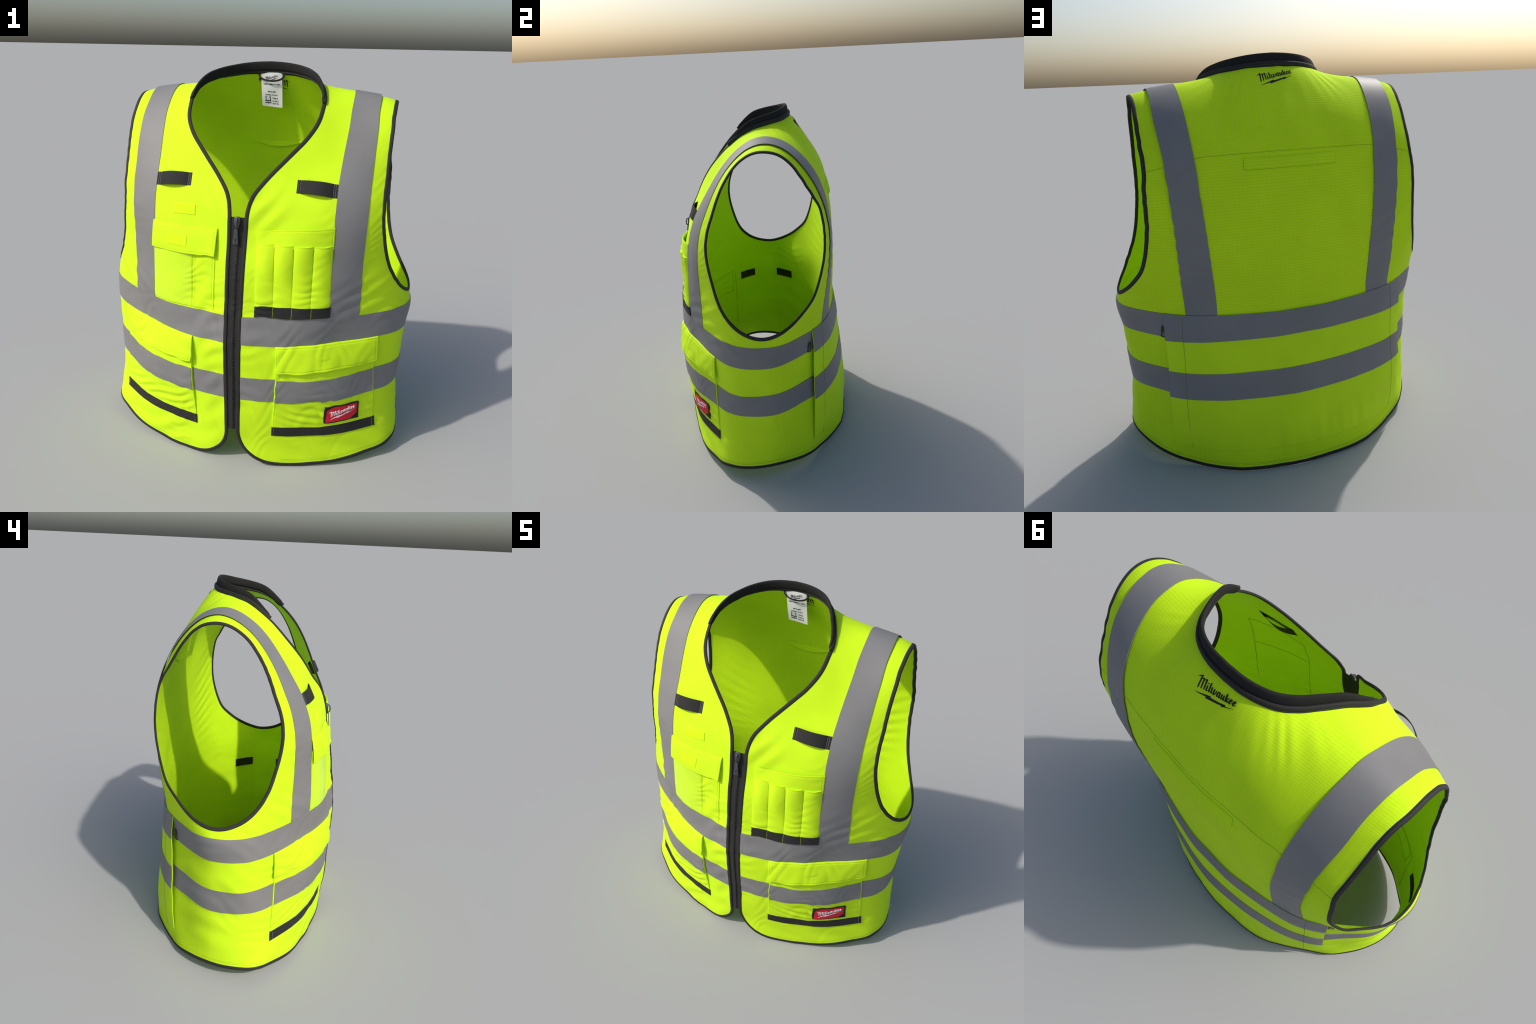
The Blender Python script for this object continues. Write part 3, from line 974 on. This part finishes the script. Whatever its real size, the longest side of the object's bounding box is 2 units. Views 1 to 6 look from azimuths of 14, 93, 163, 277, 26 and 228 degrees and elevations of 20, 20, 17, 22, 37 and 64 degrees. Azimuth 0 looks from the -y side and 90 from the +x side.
U, W = grid(130, 50)
X = -.443 + U * (.346 - .002 * (1 - W))
AS = at_xz(X, 1.137 + .131 * W)
gape = .006 + (.013 + .006 * U) * (1 - W) ** .7
pf = flap('pocket_flap', AS, gape, cpk, puff=.0006 * np.sin(11 * U + 2) * (1 - W) + .0006 * np.sin(23 * U) * (1 - W))
U2, W2 = grid(30, 16)
AS2 = at_xz(-.349 + .104 * U2, 1.172 + .048 * W2)
h2 = .006 + (.013 + .006 * ((.094 + .104 * U2) / .346)) * (1 - (.035 + .048 * W2) / .131) ** .7 + .0046
slab('hook_patch', AS2, h2, h2 - .002, M_PATCH, cpk)

# ------------------------------------------------------------------ right chest pocket: four pen sleeves
U, W = grid(150, 50)
top = 1.277 + .026 * U
lowz = 1.205
X = .092 + .352 * U
AS = at_xz(X, lowz + (top - lowz) * W)
yawn = np.sin(math.pi * np.clip(U, 0, 1)) ** .8
ed = np.minimum(np.minimum(U, 1 - U) * .35, (1 - W) * .075)
h = .006 + .020 * yawn * (.55 + .45 * W) + .0012 * np.clip(ed / .005, 0, 1) ** .5 + ridge(ed, .008, .0018, -.0012)
pen = slab('pen_pocket', AS, h, h - .0032, M_PLAIN, angle=50)
U, W = grid(60, 40)
slab('pocket_panel', at_xz(.092 + .352 * U, .866 + .36 * W), .0036, .0012, M_PLAIN, pen)
edges = [.094, .180, .268, .356, .442]
for i in range(4):
    U, W = grid(40, 70)
    l0, l1 = edges[i] + .0008, edges[i + 1] - .0008
    lo_x, hi_x = l0 + (.005 - .001 * i) * (1 - W), l1 + (.004 - .001 * i) * (1 - W)
    zt2 = 1.218 + .0015 * np.cos(2 * math.pi * U)
    Z = .915 + (zt2 - .915) * W
    AS = at_xz(lo_x + (hi_x - lo_x) * U, Z)
    belly = np.clip(np.sin(math.pi * U), 0, 1) ** .75
    yawn = np.sin(math.pi * np.clip((edges[i] + (edges[i + 1] - edges[i]) * U - .092) / .352, 0, 1)) ** .8
    h = .0048 + belly * (.0052 + .0060 * W ** 1.3) + .014 * yawn * W ** 2.2
    h = h + .0012 * np.sin(9 * W + 3 * U + i) * belly - ridge((1 - W) * .3, .008, .002, .0012)
    slab('pen_sleeve', AS, h, np.maximum(h - .010, .0015), M_PLAIN, pen, angle=50)
    U, W = grid(22, 14)
    AS = at_xz(edges[i] + .006 + .0005 + (edges[i + 1] - edges[i] - .001) * U + .0, .866 + .053 * W)
    h = .0085 + .0055 * np.sin(math.pi * U) ** .7 * (.35 + .65 * W)
    slab('webbing_trim', AS, h, .0015, M_BLACK, pen, angle=50)
    if i:
        zz3 = np.linspace(.868, .918, 8)
        thread('sleeve_stitching', at_xz(np.full(8, edges[i] + .006), zz3), .0088, M_SEAM, pen, r=.0009)

# ------------------------------------------------------------------ cargo pockets at the waist
AI, AO = math.atan2(.212, .487), math.atan2(.690, .252)


def cargo_as(U, Z, sx):
    ai = AI - .010 * np.clip((.72 - Z) / .5, 0, 1)
    ao = AO + .012 * np.clip((.72 - Z) / .5, 0, 1)
    return np.stack([sx * (ai + (ao - ai) * U), Z - Z0], -1)


def stand_off(U, Z):
    """How far the pouch stands out from the cloth: shut at the hem tape, fullest under the flap."""
    v = np.clip((Z - .235) / .21, 0, 1) ** .85
    w = np.clip((.728 - Z) / .08, 0, 1) ** .6
    U = np.clip(U, 0, 1)
    full = .0065 + .005 * (1 - U) + .0225 * np.sin(math.pi * U) ** 1.25
    return .0045 + full * v * w


for sx in (1, -1):
    U, W = grid(150, 110)
    Z = .250 + .455 * W
    width, height = .57, .455
    ed = np.minimum(U, 1 - U) * width
    h = stand_off(U, Z) + ridge(ed, .010, .0020, -.0014)
    h = h + .0030 * np.exp(-((Z - .31) / .06) ** 2) * np.sin(26 * U + 55 * W + 1.5 * np.sin(9 * U)) * smooth_ends(U, .2) * np.clip((Z - .25) / .03, 0, 1) - .0012 * (1 - smooth_ends(U, .01))
    cargo = slab('cargo_pocket', cargo_as(U, Z, sx), h, .0012, M_PLAIN, angle=50)
    # bottom webbing
    U, W = grid(120, 16)
    Z = .197 + .054 * W
    ext = .5 + (U - .5) * 1.012
    hh2 = .0062 + .0015 * W
    slab('webbing_trim', cargo_as(ext, Z, sx), hh2, .0012, M_BLACK, cargo)
    for uu in (.018, .982):
        zz3 = np.linspace(.199, .249, 12)
        thread('trim_stitching', cargo_as(np.full(12, uu), zz3, sx), .0080, M_STITCH, cargo, r=.0008)
    # lower waist tape crosses the pouch
    U, W = grid(120, 24)
    Z = .410 + .130 * W
    h = stand_off(U, Z) + .0028
    slab('reflective_band', cargo_as(.008 + .984 * U, Z, sx), h, h - .0022, M_TAPE, cargo)
    # flap
    U, W = grid(150, 50)
    Zf = .586 + .134 * W
    gp = .006 + (stand_off(U, .60 + 0 * U) + .003 + .006 * (1 - U) ** 3) * (1 - W) ** .62
    crease = .0034 * np.sin(15 * U + 6 * W + sx) * (1 - W) * np.exp(-((U - .68) / .22) ** 2) + .0012 * np.sin(27 * U - 5 * W) * (1 - W)
    flap('pocket_flap', cargo_as(-.012 + 1.030 * U, Zf, sx), gp, cargo, seam=.010, width=.58, height=.135, puff=crease * smooth_ends(U, .1))
    if sx > 0:
        # rubber badge: black plate, red field with two cut corners, white word
        ua = lambda x, y: (math.atan2(x, -y))
        a0, a1 = ua(.472, -.419), ua(.637, -.311)
        plate = lambda p: np.stack([a0 + (a1 - a0) * p[:, 0], .272 + .101 * p[:, 1] - Z0], 1)
        so = lambda p: stand_off((a0 + (a1 - a0) * p[:, 0] - AI) / (AO - AI), .272 + .101 * p[:, 1])
        sheet('badge', [(0, 0), (1, 0), (1, 1), (0, 1)], M_INK, lambda p: so(p) + .0050, .003, .04, .06, where=plate, parent=cargo)
        sheet('badge_field', [(.055, .07), (.77, .07), (.945, .33), (.945, .93), (.23, .93), (.055, .67)], M_RED,
              lambda p: so(p) + .0062, lambda p: so(p) + .0040, .03, .05, where=plate, parent=cargo)
        put = affine([(275, 605), (2005, 508), (390, 1026)], [(.145, .585), (.885, .640), (.140, .175)])
        sk = lambda p: plate(put(p))
        print_mark('badge_word', 'badge_bolt', sk, M_WHITE, cargo, lambda q: so(put(q)) + .0070, lambda q: so(put(q)) + .0050)

# ------------------------------------------------------------------ wide pouch across the lower back
def pouch_as(U, Z):
    return np.stack([POUCH_A + (2 * math.pi - 2 * POUCH_A) * U, Z - Z0], -1)


def pouch_off(U, Z):
    e = np.minimum(U, 1 - U)
    lift = .012 * np.exp(-(e / .09) ** 2) + .0105
    return .0035 + lift * np.clip((.846 - Z) / .10, 0, 1) ** .8 * np.clip((Z - .10) / .26, 0, 1) ** .7


U, W = grid(260, 110)
Ztop = lambda U: .824 + .017 * np.abs(2 * U - 1) ** 2
Zp = .120 + (Ztop(U) - .120) * W
h = pouch_off(U, Zp)
h = h + .0016 * np.exp(-((Zp - .18) / .07) ** 2) * np.sin(60 * U + 8 * np.sin(9 * U)) * smooth_ends(U, .1) * np.clip((Zp - .12) / .03, 0, 1)
pouch = slab('back_pouch', pouch_as(U, Zp), h, h - .004 * np.clip((Zp - .119) / .03, .1, 1), M_PLAIN, angle=50)
for z0, z1 in ((.705, None), (.400, .538)):
    U, W = grid(240, 22)
    z1 = z1 or Ztop(U) + .002
    Z = z0 + (z1 - z0) * W
    h = pouch_off(U, Z) + .0026
    slab('reflective_band', pouch_as(.0008 + .9984 * U, Z), h, h - .0022, M_TAPE, pouch)
zz4 = np.linspace(.114, .835, 120)
for uu in (.058, .942):
    AS = pouch_as(np.full(120, uu), zz4)
    tp = ((zz4 > .70) | ((zz4 > .398) & (zz4 < .542))) * .0026
    thread('pouch_stitching', AS, pouch_off(np.full(120, uu), zz4) + tp + .0002, material('dull_thread', (.16, .17, .03), .9) if uu < .5 else bpy.data.materials['dull_thread'], pouch, r=.0009)
# triangular pull rings at the pouch openings
for sx in (1, -1):
    tri = np.array([(.652, .273, .714), (.640, .283, .764), (.634, .292, .710)]) * (sx, 1, 1)
    P = np.vstack([np.linspace(tri[i], tri[(i + 1) % 3], 8, endpoint=False) for i in range(3)])
    AS = to_as(P)
    tube('pull_ring', cloth(AS, .0085), normal(AS[:, 0], AS[:, 1]), 0.0024, .0016, M_TEETH, closed=True, sides=8, parent=pouch)
    U, W = grid(8, 10)
    q = np.array([(.644, .279, .770), (.634, .290, .770), (.650, .274, .738), (.634, .290, .738)]) * (sx, 1, 1)
    Pq = (q[0] * (1 - U[..., None]) + q[1] * U[..., None]) * W[..., None] + (q[2] * (1 - U[..., None]) + q[3] * U[..., None]) * (1 - W[..., None])
    slab('pull_ring', to_as(Pq), .0085, .0065, M_TEETH, pouch)

# ------------------------------------------------------------------ inside: tabs and pocket stitching
for sx in (1, -1):
    for (xa, ya), (xb, yb) in (((.725, -.205), (.797, -.098)), ((.788, .081), (.703, .197))):
        a0, a1 = math.atan2(xa, -ya), math.atan2(xb, -yb)
        U, W = grid(20, 8)
        AS = np.stack([sx * (a0 + (a1 - a0) * U), .612 + .055 * W - Z0], -1)
        slab('inner_tab', AS, -.0022, -.0062 - .002 * np.sin(math.pi * U), M_BLACK)
    a0, a1, a2 = math.atan2(.30, .47), math.atan2(.650, .263), math.atan2(.676, .245)
    for aa, za, ab, zb_ in ((a0, .690, a1, .690), (a0, .548, a1, .548), (a1, .690, a1, .548), (a0, .706, a2, .706), (a2, .690, a2, .25)):
        k = np.linspace(0, 1, 50)
        thread('inner_stitching', np.stack([sx * (aa + (ab - aa) * k), za + (zb_ - za) * k - Z0], 1), -.0022, M_SEAM, r=.0014)
for xa, za, xb, zb_ in ((.254, 1.343, .535, 1.350), (.262, 1.175, .532, 1.175), (.535, 1.350, .530, 1.175), (.254, 1.343, .256, .885), (.530, 1.175, .527, .90)):
    k = np.linspace(0, 1, 60)
    thread('inner_stitching', at_xz(xa + (xb - xa) * k, za + (zb_ - za) * k), -.0022, M_SEAM, r=.0014)
bpy.context.view_layer.update()
